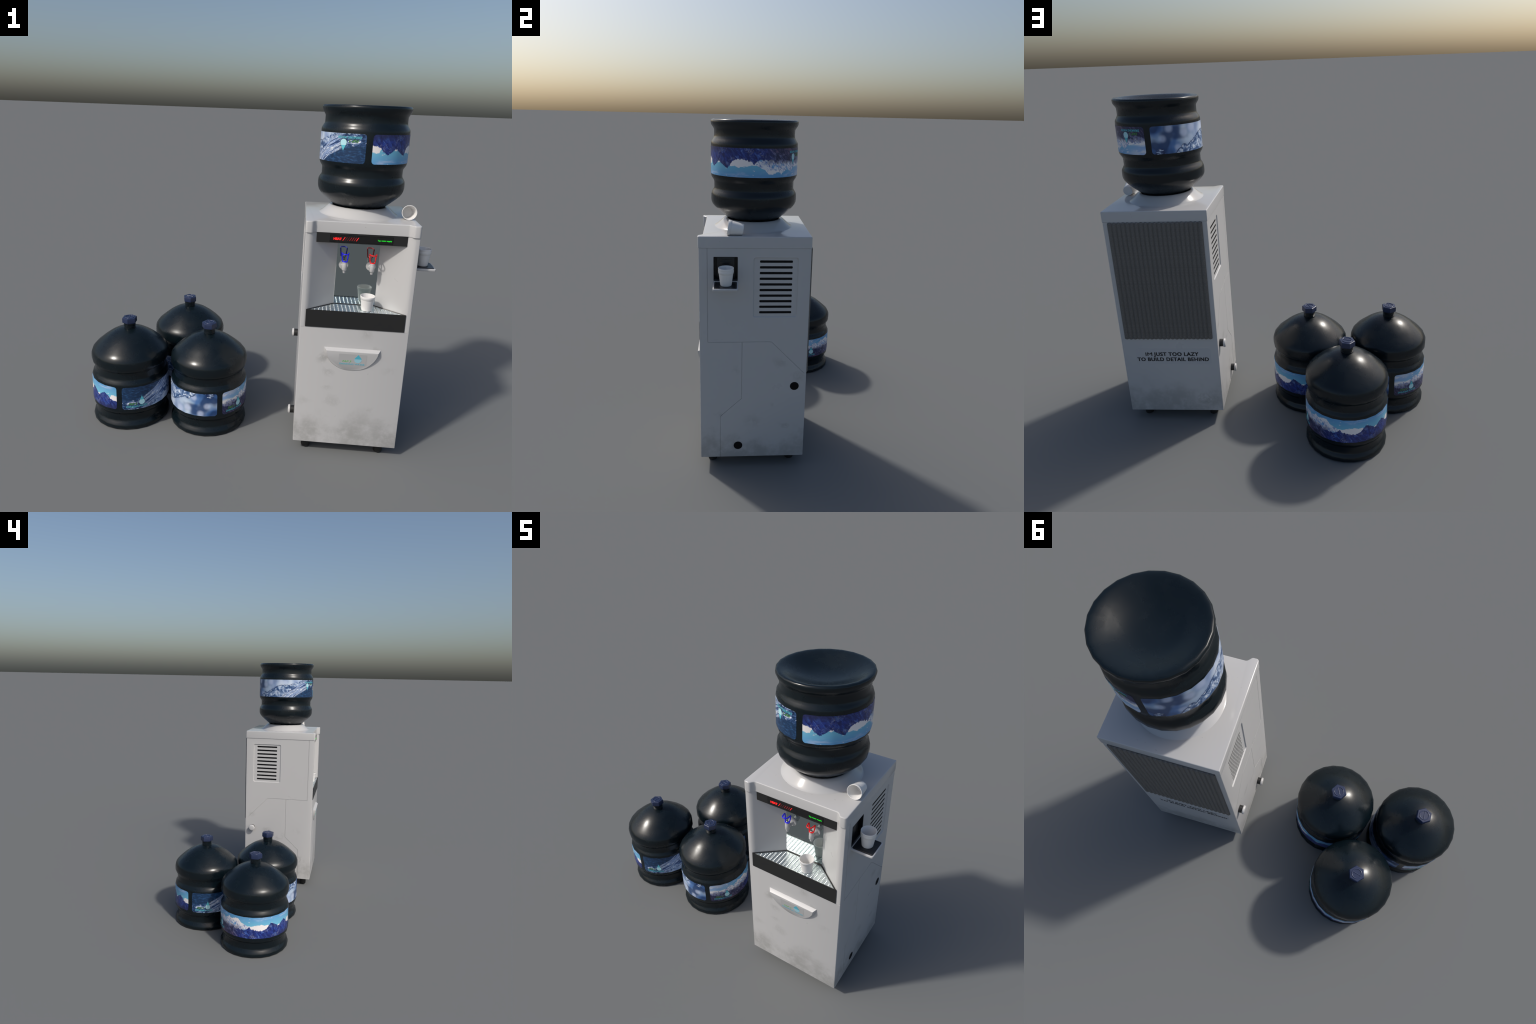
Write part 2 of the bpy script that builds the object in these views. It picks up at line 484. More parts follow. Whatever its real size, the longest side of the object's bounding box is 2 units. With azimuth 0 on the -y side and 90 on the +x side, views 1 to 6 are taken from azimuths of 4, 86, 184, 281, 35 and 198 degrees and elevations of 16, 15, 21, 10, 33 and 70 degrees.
def carve(bm, cutter_bm):
    """Boolean difference through a throw-away modifier."""
    bmesh.ops.recalc_face_normals(bm, faces=bm.faces)
    bmesh.ops.recalc_face_normals(cutter_bm, faces=cutter_bm.faces)
    ma, mb = bpy.data.meshes.new("a"), bpy.data.meshes.new("b")
    bm.to_mesh(ma)
    cutter_bm.to_mesh(mb)
    bm.free()
    cutter_bm.free()
    oa, ob = bpy.data.objects.new("a", ma), bpy.data.objects.new("b", mb)
    SCN.collection.objects.link(oa)
    SCN.collection.objects.link(ob)
    md = oa.modifiers.new("cut", "BOOLEAN")
    md.operation, md.solver, md.object = "DIFFERENCE", "EXACT", ob
    md.use_self = True
    dg = bpy.context.evaluated_depsgraph_get()
    me = bpy.data.meshes.new_from_object(oa.evaluated_get(dg))
    out = bmesh.new()
    out.from_mesh(me)
    for o in (oa, ob):
        bpy.data.objects.remove(o)
    for m in (ma, mb, me):
        bpy.data.meshes.remove(m)
    return out


def tube_bm(points, radius, seg=10, closed=False):
    """Round wire along a smooth path (Catmull-Rom through the points)."""
    P = [Vector(p) for p in points]
    n = len(P)
    path = []
    rng = range(n if closed else n - 1)
    for i in rng:
        p0 = P[(i - 1) % n] if closed or i > 0 else P[0]
        p1, p2 = P[i], P[(i + 1) % n]
        p3 = P[(i + 2) % n] if closed or i + 2 < n else P[-1]
        for k in range(8):
            t = k / 8
            path.append(0.5 * ((2 * p1) + (p2 - p0) * t + (2 * p0 - 5 * p1 + 4 * p2 - p3) * t * t + (3 * p1 - p0 - 3 * p2 + p3) * t ** 3))
    if not closed:
        path.append(P[-1])
    bm = bmesh.new()
    up = Vector((0.31, 0.87, 0.38)).normalized()
    rings = []
    m = len(path)
    for i, p in enumerate(path):
        a = path[(i - 1) % m] if closed or i > 0 else path[0]
        b = path[(i + 1) % m] if closed or i < m - 1 else path[-1]
        t = (b - a).normalized()
        up = (up - t * up.dot(t)).normalized()
        side = t.cross(up)
        rings.append([bm.verts.new(p + (up * cos(2 * pi * k / seg) + side * sin(2 * pi * k / seg)) * radius) for k in range(seg)])
    for i in range(m if closed else m - 1):
        A, B = rings[i], rings[(i + 1) % m]
        off = 0
        if closed and i == m - 1:
            off = min(range(seg), key=lambda o: (A[0].co - B[o].co).length)
        for k in range(seg):
            bm.faces.new((A[k], A[(k + 1) % seg], B[(k + 1 + off) % seg], B[(k + off) % seg]))
    if not closed:
        bm.faces.new(rings[0][::-1])
        bm.faces.new(rings[-1])
    return bm


_text_cache = {}
CAP_HEIGHT = 0.69  # of the built-in font at size 1: baseline to the top of a capital


def text_bm(body, offset=0.0, shear=0.0, spacing=1.0):
    """Flat letters from the built-in font, scaled to the unit square of the un-thickened text."""
    key = (body, offset, shear, spacing)
    if key not in _text_cache:
        def tess(off):
            cu = bpy.data.curves.new("t", "FONT")
            cu.body, cu.offset, cu.shear, cu.space_character = body, off, shear, spacing
            cu.resolution_u = 3
            ob = bpy.data.objects.new("t", cu)
            SCN.collection.objects.link(ob)
            dg = bpy.context.evaluated_depsgraph_get()
            me = bpy.data.meshes.new_from_object(ob.evaluated_get(dg))
            vs = [tuple(v.co) for v in me.vertices]
            fs = [tuple(p.vertices) for p in me.polygons]
            bpy.data.objects.remove(ob)
            bpy.data.curves.remove(cu)
            bpy.data.meshes.remove(me)
            return vs, fs
        v0, _ = tess(0.0)
        cap = CAP_HEIGHT
        vs, fs = tess(offset)
        lo, hi = min(v[0] for v in v0), max(v[0] for v in v0)
        vs = [((v[0] - lo) / (hi - lo), v[1] / cap) for v in vs]
        _text_cache[key] = (vs, fs)
    return _text_cache[key]


def sheet_bm(vs, fs, place, thick):
    """Turn flat outlines into slightly raised pieces: place(a, b, h) maps sheet coordinates to space."""
    bm = bmesh.new()
    top = [bm.verts.new(place(a, b, thick)) for a, b in vs]
    bot = [bm.verts.new(place(a, b, 0.0)) for a, b in vs]
    count = {}
    for f in fs:
        try:
            bm.faces.new([top[i] for i in f])
        except ValueError:
            continue
        for a, b in zip(f, f[1:] + f[:1]):
            count[(a, b)] = count.get((a, b), 0) + 1
    for (a, b) in list(count):
        if (b, a) not in count:
            try:
                bm.faces.new((top[b], top[a], bot[a], bot[b]))
            except ValueError:
                pass
    return bm


def letters(name, body, x0, x1, y0, y1, place, mat, parent, thick=0.0004, offset=0.0, shear=0.0, lift=0.0, spacing=1.0, bold=0.0):
    """bold: strokes thickened by shifted copies, each a hair prouder than the last."""
    vs, fs = text_bm(body, offset, shear, spacing)
    shifts = [(0.0, 0.0)] if not bold else [(-bold, -bold * 0.5), (bold, bold * 0.5), (-bold, bold * 0.5), (bold, -bold * 0.5), (0.0, 0.0)]
    bms = []
    for i, (sx, sy) in enumerate(shifts):
        pts = [(x0 + a * (x1 - x0) + sx, y0 + b * (y1 - y0) + sy) for a, b in vs]
        bms.append(sheet_bm(pts, fs, lambda a, b, h: place(a, b, h + lift + i * 0.00006), thick))
    bm = merge(*bms)
    bmesh.ops.triangulate(bm, faces=bm.faces)
    me = to_mesh(bm, name)
    return link(name, me, parent, [mat])


def drop_outline(cx, y0, y1, w, yscale=None, k=16):
    """Water-drop outline: round foot, pointed tip."""
    h, r = y1 - y0, w / 2
    ky = r if yscale is None else r * yscale
    th = math.acos(min(0.999, ky / (h - ky)))
    pts = []
    for i in range(k + 1):
        a = -pi / 2 + (pi - th) * i / k
        pts.append((cx + r * cos(a), y0 + ky + ky * sin(a)))
    right = pts[1:]
    return [pts[0]] + right + [(cx, y1)] + [(2 * cx - x, y) for x, y in reversed(right)]


def clip_below(pts, y, keep_low):
    out = []
    n = len(pts)
    for i in range(n):
        a, b = pts[i], pts[(i + 1) % n]
        ina = (a[1] <= y) == keep_low
        inb = (b[1] <= y) == keep_low
        if ina:
            out.append(a)
        if ina != inb:
            t = (y - a[1]) / (b[1] - a[1])
            out.append((a[0] + t * (b[0] - a[0]), y))
    return out


def plate(name, pts, place, mat, parent, thick=0.0004, lift=0.0):
    bm = sheet_bm(pts, [tuple(range(len(pts)))], lambda a, b, h: place(a, b, h + lift), thick)
    bmesh.ops.triangulate(bm, faces=[f for f in bm.faces if len(f.verts) > 4])
    return link(name, to_mesh(bm, name), parent, [mat])


# ------------------------------------------------------------------ bottles
SIDES = 24
RV = 1.0065  # corner radius against mean radius of the many-sided bottle
BODY_PROFILE = [
    (0.0, 0.056), (0.045, 0.0545), (0.09, 0.0485), (0.13, 0.036), (0.165, 0.0205), (0.193, 0.0085), (0.209, 0.0028), (0.2195, 0.0004), (0.2285, 0.0), (0.2340, 0.0025),
    (0.2366, 0.0085), (0.2368, 0.015), (0.2360, 0.023), (0.2325, 0.032), (0.2245, 0.043), (0.2200, 0.051), (0.2190, 0.058), (0.2190, 0.086), (0.2202, 0.093), (0.2260, 0.104), (0.2325, 0.114),
    (0.2352, 0.122), (0.2360, 0.131), (0.2360, 0.288), (0.2350, 0.298), (0.2315, 0.307), (0.2240, 0.318), (0.2198, 0.326), (0.2190, 0.333),
    (0.2190, 0.362), (0.2205, 0.369), (0.2265, 0.379), (0.2325, 0.389), (0.2352, 0.398), (0.2358, 0.408), (0.2357, 0.428), (0.2340, 0.441), (0.2285, 0.4545), (0.2185, 0.468),
    (0.2050, 0.4815), (0.1880, 0.4965), (0.1700, 0.5120), (0.1510, 0.5270), (0.1300, 0.5420), (0.1070, 0.5560), (0.0840, 0.5665), (0.0610, 0.5740), (0.0440, 0.5780), (0.0375, 0.5800),
]


def poly_radius(phi, r):
    step = 2 * pi / SIDES
    a = ((phi - step / 2) % step) - step / 2
    return r * RV * cos(step / 2) / cos(a)


def cyl_place(r0):
    def place(a, b, h):
        """a = angle, b = height."""
        r = poly_radius(a, r0) + h
        return Vector((r * cos(a), r * sin(a), b))
    return place


def build_body_mesh():
    bm = lathe_bm([(r * RV, z) for r, z in BODY_PROFILE], SIDES, pi / SIDES)
    return to_mesh(bm, "bottle_body", 60)


def build_neck_mesh():
    prof = [(0.037, 0.560), (0.0365, 0.577)]
    z = 0.577
    for i in range(4):
        prof += [(0.0352, z + 0.001), (0.0352, z + 0.0055), (0.0368, z + 0.007), (0.0368, z + 0.0085)]
        z += 0.0085
    prof += [(0.0352, 0.618), (0.0, 0.618)]
    return to_mesh(lathe_bm(prof, 28), "neck", 40)


def build_cap_mesh():
    ph = radians(31)
    prof = [(0.0400, 0.6130), (0.0440, 0.6150), (0.0462, 0.6175), (0.0462, 0.643), (0.0445, 0.6472), (0.0415, 0.6488), (0.0, 0.6488)]
    bm = lathe_bm(prof, 6, ph)
    return to_mesh(bm, "cap", 20)


def build_cap_mark_mesh():
    ring = tube_bm([(0.0265 * cos(a * pi / 8), 0.0265 * sin(a * pi / 8), 0.6493) for a in range(16)], 0.0026, 8, True)
    a = radians(91)
    bar = tube_bm([(-0.024 * cos(a), -0.024 * sin(a), 0.6489), (0, 0, 0.6491), (0.024 * cos(a), 0.024 * sin(a), 0.6489)], 0.0023, 8)
    return to_mesh(merge(ring, bar), "cap_emboss", 50)


def build_label_mesh():
    """Rounded-corner wrap following the many-sided body, with its own thin edge."""
    place = cyl_place(0.2360)
    z0, z1, half, rc = LAB_Z0, LAB_Z0 + LAB_H, LAB_HALF, 0.0165
    nu = 96
    R = 0.236
    cols = []
    for i in range(nu + 1):
        # denser columns near the rounded ends
        t = i / nu
        a = -half + 2 * half * t
        cols.append(a)
    extra = [radians(7.5 * k) for k in range(-11, 12)]  # every facet corner gets its own column
    cols += extra + [s * (half - rc / R * f) for s in (-1, 1) for f in (0.0, 0.08, 0.2, 0.4, 0.65, 1.0)]
    cols = sorted(set(round(c, 5) for c in cols))
    bm = bmesh.new()
    rows = 6
    top, base, nrm = [], [], {}
    for a in cols:
        d = (half - abs(a)) * R
        cut = rc - sqrt(max(0.0, rc * rc - (rc - d) ** 2)) if d < rc else 0.0
        zs = [z0 + cut + (z1 - z0 - 2 * cut) * k / rows for k in range(rows + 1)]
        top.append([bm.verts.new(place(a, z, 0.0010)) for z in zs])
        base.append([bm.verts.new(place(a, z, -0.0006)) for z in zs])
    m = len(cols)
    for i in range(m - 1):
        for k in range(rows):
            bm.faces.new((top[i][k], top[i + 1][k], top[i + 1][k + 1], top[i][k + 1]))
        bm.faces.new((base[i][0], base[i + 1][0], top[i + 1][0], top[i][0]))
        bm.faces.new((top[i][rows], top[i + 1][rows], base[i + 1][rows], base[i][rows]))
    for k in range(rows):
        bm.faces.new((base[0][k], top[0][k], top[0][k + 1], base[0][k + 1]))
        bm.faces.new((top[-1][k], base[-1][k], base[-1][k + 1], top[-1][k + 1]))
    bmesh.ops.remove_doubles(bm, verts=bm.verts, dist=1e-6)
    me = to_mesh(bm, "label", 180)
    me.normals_split_custom_set_from_vertices([Vector((v.co.x, v.co.y, 0)).normalized() for v in me.vertices])
    return me


def logo_parts():
    """Meshes of the printed logo, in the frame of one label."""
    pl = cyl_place(0.2360)
    A = lambda deg: radians(deg)
    tmp = []
    dummy = None
    wdeg = 0.0345 / 0.236
    c = A(-57.4)
    out = []
    body = drop_outline(c, 0.1675, 0.2262, wdeg, 0.236)
    # keep outline thickness even: grow in metres on both axes
    g = 0.0016
    big = [(c + (a - c) * (1 + 2 * g / 0.0345), 0.193 + (b - 0.193) * (1 + 2 * g / 0.0587)) for a, b in body]
    out.append(("drop_outline", plate("drop_outline", big, pl, M_INK, dummy, 0.0003, 0.0011)))
    wave = 0.1985
    out.append(("drop_lower", plate("drop_lower", clip_below(body, wave, True), pl, M_DROP_LO, dummy, 0.0003, 0.0016)))
    out.append(("drop_upper", plate("drop_upper", clip_below(body, wave, False), pl, M_DROP_HI, dummy, 0.0003, 0.0016)))
    out.append(("lettering", letters("lettering", "DRINKING WATER", A(-79.8), A(-49.0), 0.1535, 0.1645, pl, M_INK, dummy, 0.0003, 0.055, lift=0.0011)))
    out.append(("lettering", letters("lettering", "DRINKING WATER", A(-79.8), A(-49.0), 0.1535, 0.1645, pl, M_DROP_HI, dummy, 0.0003, 0.020, lift=0.0016)))
    out.append(("lettering", letters("lettering", "FAP 3", A(-76.8), A(-64.6), 0.1695, 0.1835, pl, M_INK, dummy, 0.0003, 0.055, 0.35, lift=0.0011)))
    out.append(("lettering", letters("lettering", "FAP 3", A(-76.8), A(-64.6), 0.1695, 0.1835, pl, M_GREEN, dummy, 0.0003, 0.012, 0.35, lift=0.0016)))
    res = []
    for nm, o in out:
        res.append((nm, o.data))
        bpy.data.objects.remove(o)
    return res


BODY_ME, NECK_ME, CAP_ME, MARK_ME = build_body_mesh(), build_neck_mesh(), build_cap_mesh(), build_cap_mark_mesh()
LAB_SPLASH = build_label_mesh()
LAB_MOUNT = LAB_SPLASH.copy()
LOGO = logo_parts()


def bottle(loc, rot, label, capped=True):
    e = thing("water_bottle", loc, label, "water bottle", rot)
    link("bottle_body", BODY_ME, e, [M_BOTTLE])
    if capped:
        link("neck", NECK_ME, e, [M_BOTTLE])
        c = link("cap", CAP_ME, e, [M_CAP])
        link("cap_emboss", MARK_ME, c, [M_CAPLINE])
    for me, mat, turn in ((LAB_SPLASH, M_SPLASH, 0.0), (LAB_MOUNT, M_MOUNT, pi)):
        lab = link("label", me, e, [mat], rot=(0, 0, turn))
        for nm, lm in LOGO:
            link(nm, lm, lab)
    return e


bottle((-0.7620, -0.178, 0.0), (0, 0, 0.0), "dark capped water bottle with mountain and splash labels")
bottle((-0.2580, -0.178, 0.0), (0, 0, radians(-154)), "dark capped water bottle with mountain and splash labels")
bottle((-0.4700, 0.2540, 0.0), (0, 0, radians(-104.6)), "dark capped water bottle with mountain and splash labels")
bottle((0.5840, -0.1785, 1.9595), (0, pi, 0), "dark water bottle mounted upside down on the dispenser", capped=False)

# ---------------------------------------------------------------- dispenser
OX, OY = 0.5845, -0.178
D = thing("water_dispenser", (OX, OY, 0.0), "tall white water dispenser with taps and drip tray", "water dispenser")


def dl(bm, name, mat, parent=None, angle=32):
    """Link a mesh written in world coordinates under the dispenser."""
    p = parent or D
    bmesh.ops.translate(bm, verts=bm.verts, vec=(-OX, -OY, 0))
    return link(name, to_mesh(bm, name, angle), p, [mat])


X0, X1, YF, YB = 0.2908, 0.8785, -0.4722, 0.1182
Z0, ZS, Z1 = 0.0685, 0.7905, 1.3148


def mirror_x(pts):
    return [(X0 + X1 - x, y) for x, y in reversed(pts)]


def bez(a, c, b, k=6):
    return [((1 - t) ** 2 * a[0] + 2 * t * (1 - t) * c[0] + t * t * b[0], (1 - t) ** 2 * a[1] + 2 * t * (1 - t) * c[1] + t * t * b[1]) for t in (i / k for i in range(k + 1))]


# body with vertical edges eased
body = box_bm(X0, X1, YF, YB, Z0, Z1)
vert_edges = [e for e in body.edges if abs((e.verts[0].co - e.verts[1].co).z) > 0.5]
bmesh.ops.bevel(body, geom=vert_edges, offset=0.0045, segments=3, affect="EDGES", profile=0.5)

wall = bez((0.3065, YF - 0.0003), (0.3228, YF - 0.0003), (0.3385, -0.4570)) + [(0.4700, -0.3520)]
alcove = [(0.3065, -0.52)] + wall + mirror_x(wall) + [(X0 + X1 - 0.3065, -0.52)]
body = carve(body, prism_bm(alcove, ZS, 1.40))

GROOVE_W, GROOVE_D = 0.0028, 0.0025


def groove(p, q, face):
    """V of a panel seam cut on a side (face = x of that side) between two (y,z) points."""
    d = Vector((q[0] - p[0], q[1] - p[1])).normalized()
    nrm = Vector((-d.y, d.x)) * GROOVE_W / 2
    a, b = Vector(p) - d * GROOVE_W * 0.45, Vector(q) + d * GROOVE_W * 0.45
    return prism_bm([tuple(a + nrm), tuple(a - nrm), tuple(b - nrm), tuple(b + nrm)], face - GROOVE_D, face + GROOVE_D, "x")


SEAMS = [((-0.4275, Z1 + 0.01), (-0.4275, 0.789)), ((-0.4275, 0.788), (-0.082, 0.788)), ((-0.242, 0.7855), (-0.242, 0.4460)),
         ((-0.242, 0.4445), (-0.3605, 0.333)), ((-0.3610, 0.331), (-0.3610, 0.05)), ((-0.0805, 0.787), (0.105, 0.597))]
for face in (X0, X1):
    for p, q in SEAMS:
        body = carve(body, groove(p, q, face))
VENT = dict(y0=-0.1860, y1=0.0530, z0=0.9310, z1=1.2650)
for face, s in ((X0, 1), (X1, -1)):
    pan = prism_bm(rrect((VENT["y0"] + VENT["y1"]) / 2, (VENT["z0"] + VENT["z1"]) / 2, VENT["y1"] - VENT["y0"], VENT["z1"] - VENT["z0"], 0.012),
                   face - 0.02, face + 0.02, "x")
    # slanted recess wall: shrink the inner end
    for v in pan.verts:
        inner = (v.co.x - face) * s > 0
        v.co.x = face + s * (0.0055 if inner else -0.0055)
        k = 0.0035 if inner else -0.0035
        cy, cz = (VENT["y0"] + VENT["y1"]) / 2, (VENT["z0"] + VENT["z1"]) / 2
        v.co.y -= k * (1 if v.co.y > cy else -1)
        v.co.z -= k * (1 if v.co.z > cz else -1)
    body = carve(body, pan)
    slots = []
    for i in range(10):
        zc = 1.2422 - i * (1.2422 - 0.9585) / 9
        slots.append(prism_bm(rrect(-0.0650, zc, 0.174, 0.0135, 0.0045, 3), face + s * 0.003, face + s * 0.022, "x"))
    body = carve(body, merge(*slots))
# cup niche on the right
NY0, NY1, NZ0, NZ1 = -0.3950, -0.2680, 1.1370, 1.2690
body = carve(body, prism_bm(rrect((NY0 + NY1) / 2, (NZ0 + NZ1) / 2, NY1 - NY0, NZ1 - NZ0, 0.004, 3), X1 - 0.048, X1 + 0.02, "x"))
# front seam between door and upper frame
body = carve(body, box_bm(X0 - 0.01, X1 + 0.01, YF - 0.01, YF + 0.0015, ZS - 0.0035, ZS - 0.0010))
bmesh.ops.remove_doubles(body, verts=body.verts, dist=2e-5)
dl(body, "cabinet", M_BODY, angle=25)

# vent slots: dark bars sunk in the slats
slot = prism_bm(rrect(0, 0, 0.1725, 0.0120, 0.004, 3), -0.002, 0.002, "x")
slot_me = to_mesh(slot, "vent_slot")
for face, s in ((X0, 1), (X1, -1)):
    for i in range(10):
        zc = 1.2422 - i * (1.2422 - 0.9585) / 9
        link("vent_slot", slot_me, D, [M_HOLE], loc=(face + s * 0.0079 - OX, -0.0650 - OY, zc))

# niche lining with stepped back
lining = box_bm(X1 - 0.0475, X1 - 0.0445, NY0 + 0.0005, NY1 - 0.0005, NZ0 + 0.0005, NZ1 - 0.0005)
sideA = box_bm(X1 - 0.0475, X1 - 0.0008, NY0 + 0.0003, NY0 + 0.0025, NZ0 + 0.0005, NZ1 - 0.0005)
sideB = box_bm(X1 - 0.0475, X1 - 0.0008, NY1 - 0.0025, NY1 - 0.0003, NZ0 + 0.0005, NZ1 - 0.0005)
roof = box_bm(X1 - 0.0475, X1 - 0.0008, NY0 + 0.0026, NY1 - 0.0026, NZ1 - 0.0025, NZ1 - 0.0004)
floor = box_bm(X1 - 0.0475, X1 - 0.0008, NY0 + 0.0026, NY1 - 0.0026, NZ0 + 0.0004, NZ0 + 0.0025)
panel = box_bm(X1 - 0.0445, X1 - 0.018, NY0 + 0.016, NY1 - 0.016, NZ0 + 0.004, NZ1 - 0.006, 0.003)
rib1 = box_bm(X1 - 0.0200, X1 - 0.0155, NY0 + 0.026, NY1 - 0.026, NZ1 - 0.022, NZ1 - 0.014, 0.0015)
rib2 = box_bm(X1 - 0.0200, X1 - 0.0155, NY0 + 0.033, NY1 - 0.033, NZ1 - 0.045, NZ1 - 0.029, 0.0015)
hinge = tube_bm([(X1 - 0.004, NY0 + 0.003, NZ0 + 0.0045), (X1 - 0.004, (NY0 + NY1) / 2, NZ0 + 0.0045), (X1 - 0.004, NY1 - 0.003, NZ0 + 0.0045)], 0.0035, 10)
dl(merge(lining, sideA, sideB, roof, floor, panel, rib1, rib2, hinge), "cup_niche", M_NICHE)

# fold-down shelf
SX1 = 0.9975
shell = prism_bm(rrect((X1 + SX1) / 2 - 0.004, (NY0 + NY1) / 2, SX1 - X1 + 0.008, 0.1300, 0.010, 4), 1.1185, 1.1318)
bmesh.ops.bevel(shell, geom=[e for e in shell.edges if abs(e.verts[0].co.z - e.verts[1].co.z) < 1e-6], offset=0.0035, segments=3, affect="EDGES", profile=0.5)
S = dl(shell, "cup_shelf", M_WHITE)
inner = prism_bm(rrect(X1 + (SX1 - X1) / 2 - 0.002, (NY0 + NY1) / 2, SX1 - X1 - 0.009, 0.1170, 0.008, 4), 1.1290, 1.1328)
ringm = tube_bm([(0.9365 + 0.034 * cos(a * pi / 8), -0.3290 + 0.034 * sin(a * pi / 8), 1.1325) for a in range(16)], 0.0018, 8, True)
railA = tube_bm([(0.884, NY0 + 0.011, 1.1328), (0.93, NY0 + 0.011, 1.1328), (0.985, NY0 + 0.011, 1.1328)], 0.0018, 8)
railB = tube_bm([(0.884, NY1 - 0.011, 1.1328), (0.93, NY1 - 0.011, 1.1328), (0.985, NY1 - 0.011, 1.1328)], 0.0018, 8)
dl(merge(inner, ringm, railA, railB), "shelf_liner", M_NICHE, S)

# lid -----------------------------------------------------------------
LX0, LX1, LYF, LYB = 0.2878, 0.8803, -0.4780, 0.1200
cor = [(LX0 + 0.014 - 0.014 * cos(radians(a)), LYF + 0.014 - 0.014 * sin(radians(a))) for a in range(0, 91, 18)]
step = bez((0.3165, LYF), (0.3255, LYF), (0.3330, -0.4655), 4) + bez((0.3380, -0.4600), (0.3445, -0.4530), (0.3520, -0.4530), 4)
backc = [(LX0, LYB - 0.004), (LX0 + 0.0012, LYB - 0.0012), (LX0 + 0.004, LYB)]
left = cor + step
plan = left + [(LX0 + LX1 - x, y) for x, y in reversed(left)] + [(LX0 + LX1 - x, y) for x, y in backc] + list(reversed(backc))
lid = prism_bm(plan, 1.3160, 1.3770)
bmesh.ops.bevel(lid, geom=[e for e in lid.edges if e.verts[0].co.z > 1.37 and e.verts[1].co.z > 1.37], offset=0.0065, segments=4, affect="EDGES", profile=0.5, clamp_overlap=True)
hole = lathe_bm([(0.146, 1.35), (0.146, 1.42)], 48)
xform(hole, Matrix.Translation((0.584, -0.1785, 0)))
lid = carve(lid, hole)
dl(lid, "lid", M_LID, angle=35)

seat = lathe_bm([(0.1450, 1.352), (0.1450, 1.4195), (0.1465, 1.4232), (0.152, 1.4250), (0.1620, 1.4230), (0.173, 1.4140), (0.186, 1.4020), (0.198, 1.3915), (0.207, 1.3835), (0.214, 1.3785), (0.219, 1.3765), (0.221, 1.3755)], 64, closed_ends=False)
xform(seat, Matrix.Translation((0.584, -0.1785, 0)))
dl(seat, "bottle_seat", M_LID, angle=60)

# alcove furniture ----------------------------------------------------
dl(box_bm(0.4715, 0.6980, -0.3530, -0.3505, 0.8920, 1.2620), "mirror_panel", M_MIRROR)
frontal = [(0.3510, -0.4500), (0.8185, -0.4500), (0.7025, -0.3570), (0.4670, -0.3570)]
dl(prism_bm([(x, y + 0.006) for x, y in frontal], 1.2640, 1.3140), "alcove_ceiling", M_WHITE)
bar = prism_bm([(0.3500, -0.4505), (0.8190, -0.4505), (0.8090, -0.4420), (0.3600, -0.4420)], 1.2618, 1.3140)
disp = dl(bar, "display_bar", M_BLACK)
scr = prism_bm(rrect(0.5825, 1.2865, 0.3280, 0.0400, 0.003, 3), -0.4522, -0.4480, "y")
bmesh.ops.bevel(scr, geom=[e for e in scr.edges if e.verts[0].co.y < -0.452 and e.verts[1].co.y < -0.452], offset=0.0017, segments=2, affect="EDGES")
dl(scr, "display_screen", M_SCREEN, disp)


def face_y(y):
    return lambda a, b, h: Vector((a - OX, y - h - OY, b))


def front_letters(name, body, x0, x1, z0, z1, y, mat, parent, **kw):
    return letters(name, body, x0, x1, z0, z1, face_y(y), mat, parent, **kw)


front_letters("lettering", "HEAT", 0.4386, 0.4800, 1.2795, 1.2912, -0.4522, M_LED_R, disp, offset=0.01, bold=0.0007)
for i in range(7):
    xb = 0.4846 + i * 0.01170
    dx = 0.0115
    w = 0.0030
    m = M_LED_R if i in (0, 6) else M_LED_D if i in (3, 4, 5) else M_LED_DD
    plate("heat_light", [(xb, 1.2770), (xb + w, 1.2770), (xb + w + dx, 1.2955), (xb + dx, 1.2955)], face_y(-0.4522), m, disp)
front_letters("lettering", "Tap water supply", 0.6662, 0.7385, 1.2830, 1.2898, -0.4522, M_LED_G, disp, offset=0.01, bold=0.0003, spacing=1.05)

# drip tray
TRAY = [(0.3185, -0.4752), (0.8510, -0.4752), (0.6990, -0.3540), (0.4705, -0.3540)]
tray = prism_bm(TRAY, 0.7912, 0.8915)
topf = max(tray.faces, key=lambda f: f.calc_center_median().z)
bmesh.ops.inset_region(tray, faces=[topf], thickness=0.0045)
bmesh.ops.translate(tray, verts=topf.verts, vec=(0, 0, -0.0045))
T = dl(tray, "drip_tray", M_BLACK)


def inset_quad(q, d):
    out = []
    n = len(q)
    for i in range(n):
        p, a, b = Vector(q[i]), Vector(q[i - 1]), Vector(q[(i + 1) % n])
        e1, e2 = (p - a).normalized(), (b - p).normalized()
        n1, n2 = Vector((-e1.y, e1.x)), Vector((-e2.y, e2.x))
        bis = (n1 + n2).normalized()
        out.append(tuple(p + bis * d / max(0.2, bis.dot(n1))))
    return out


gq = inset_quad(TRAY, 0.0060)
gpl = prism_bm(gq, 0.8868, 0.8885)
dl(gpl, "grid_plate", M_GRID, T)
bars = []
yf, yb = gq[0][1], gq[2][1]
pitch_x, pitch_y = 0.0216, 0.0102
y = yf + 0.0075
while y < yb - 0.003:
    t = (y - yf) / (yb - yf)
    xl, xr = gq[0][0] + t * (gq[3][0] - gq[0][0]) + 0.004, gq[1][0] + t * (gq[2][0] - gq[1][0]) - 0.004
    i = -13
    while i < 14:
        c = OX + i * pitch_x
        a, b = max(c - 0.0086, xl), min(c + 0.0086, xr)
        if b - a > 0.004:
            bb = bmesh.new()
            bmesh.ops.create_uvsphere(bb, u_segments=10, v_segments=6, radius=1.0)
            xform(bb, Matrix.Translation(((a + b) / 2, y, 0.8885)) @ Matrix.Diagonal(((b - a) / 2, 0.0042, 0.0017, 1)))
            bars.append(bb)
        i += 1
    y += pitch_y
g = dl(merge(*bars), "grid_bumps", M_GRID, T, 60)
g["kind"] = "stuff"

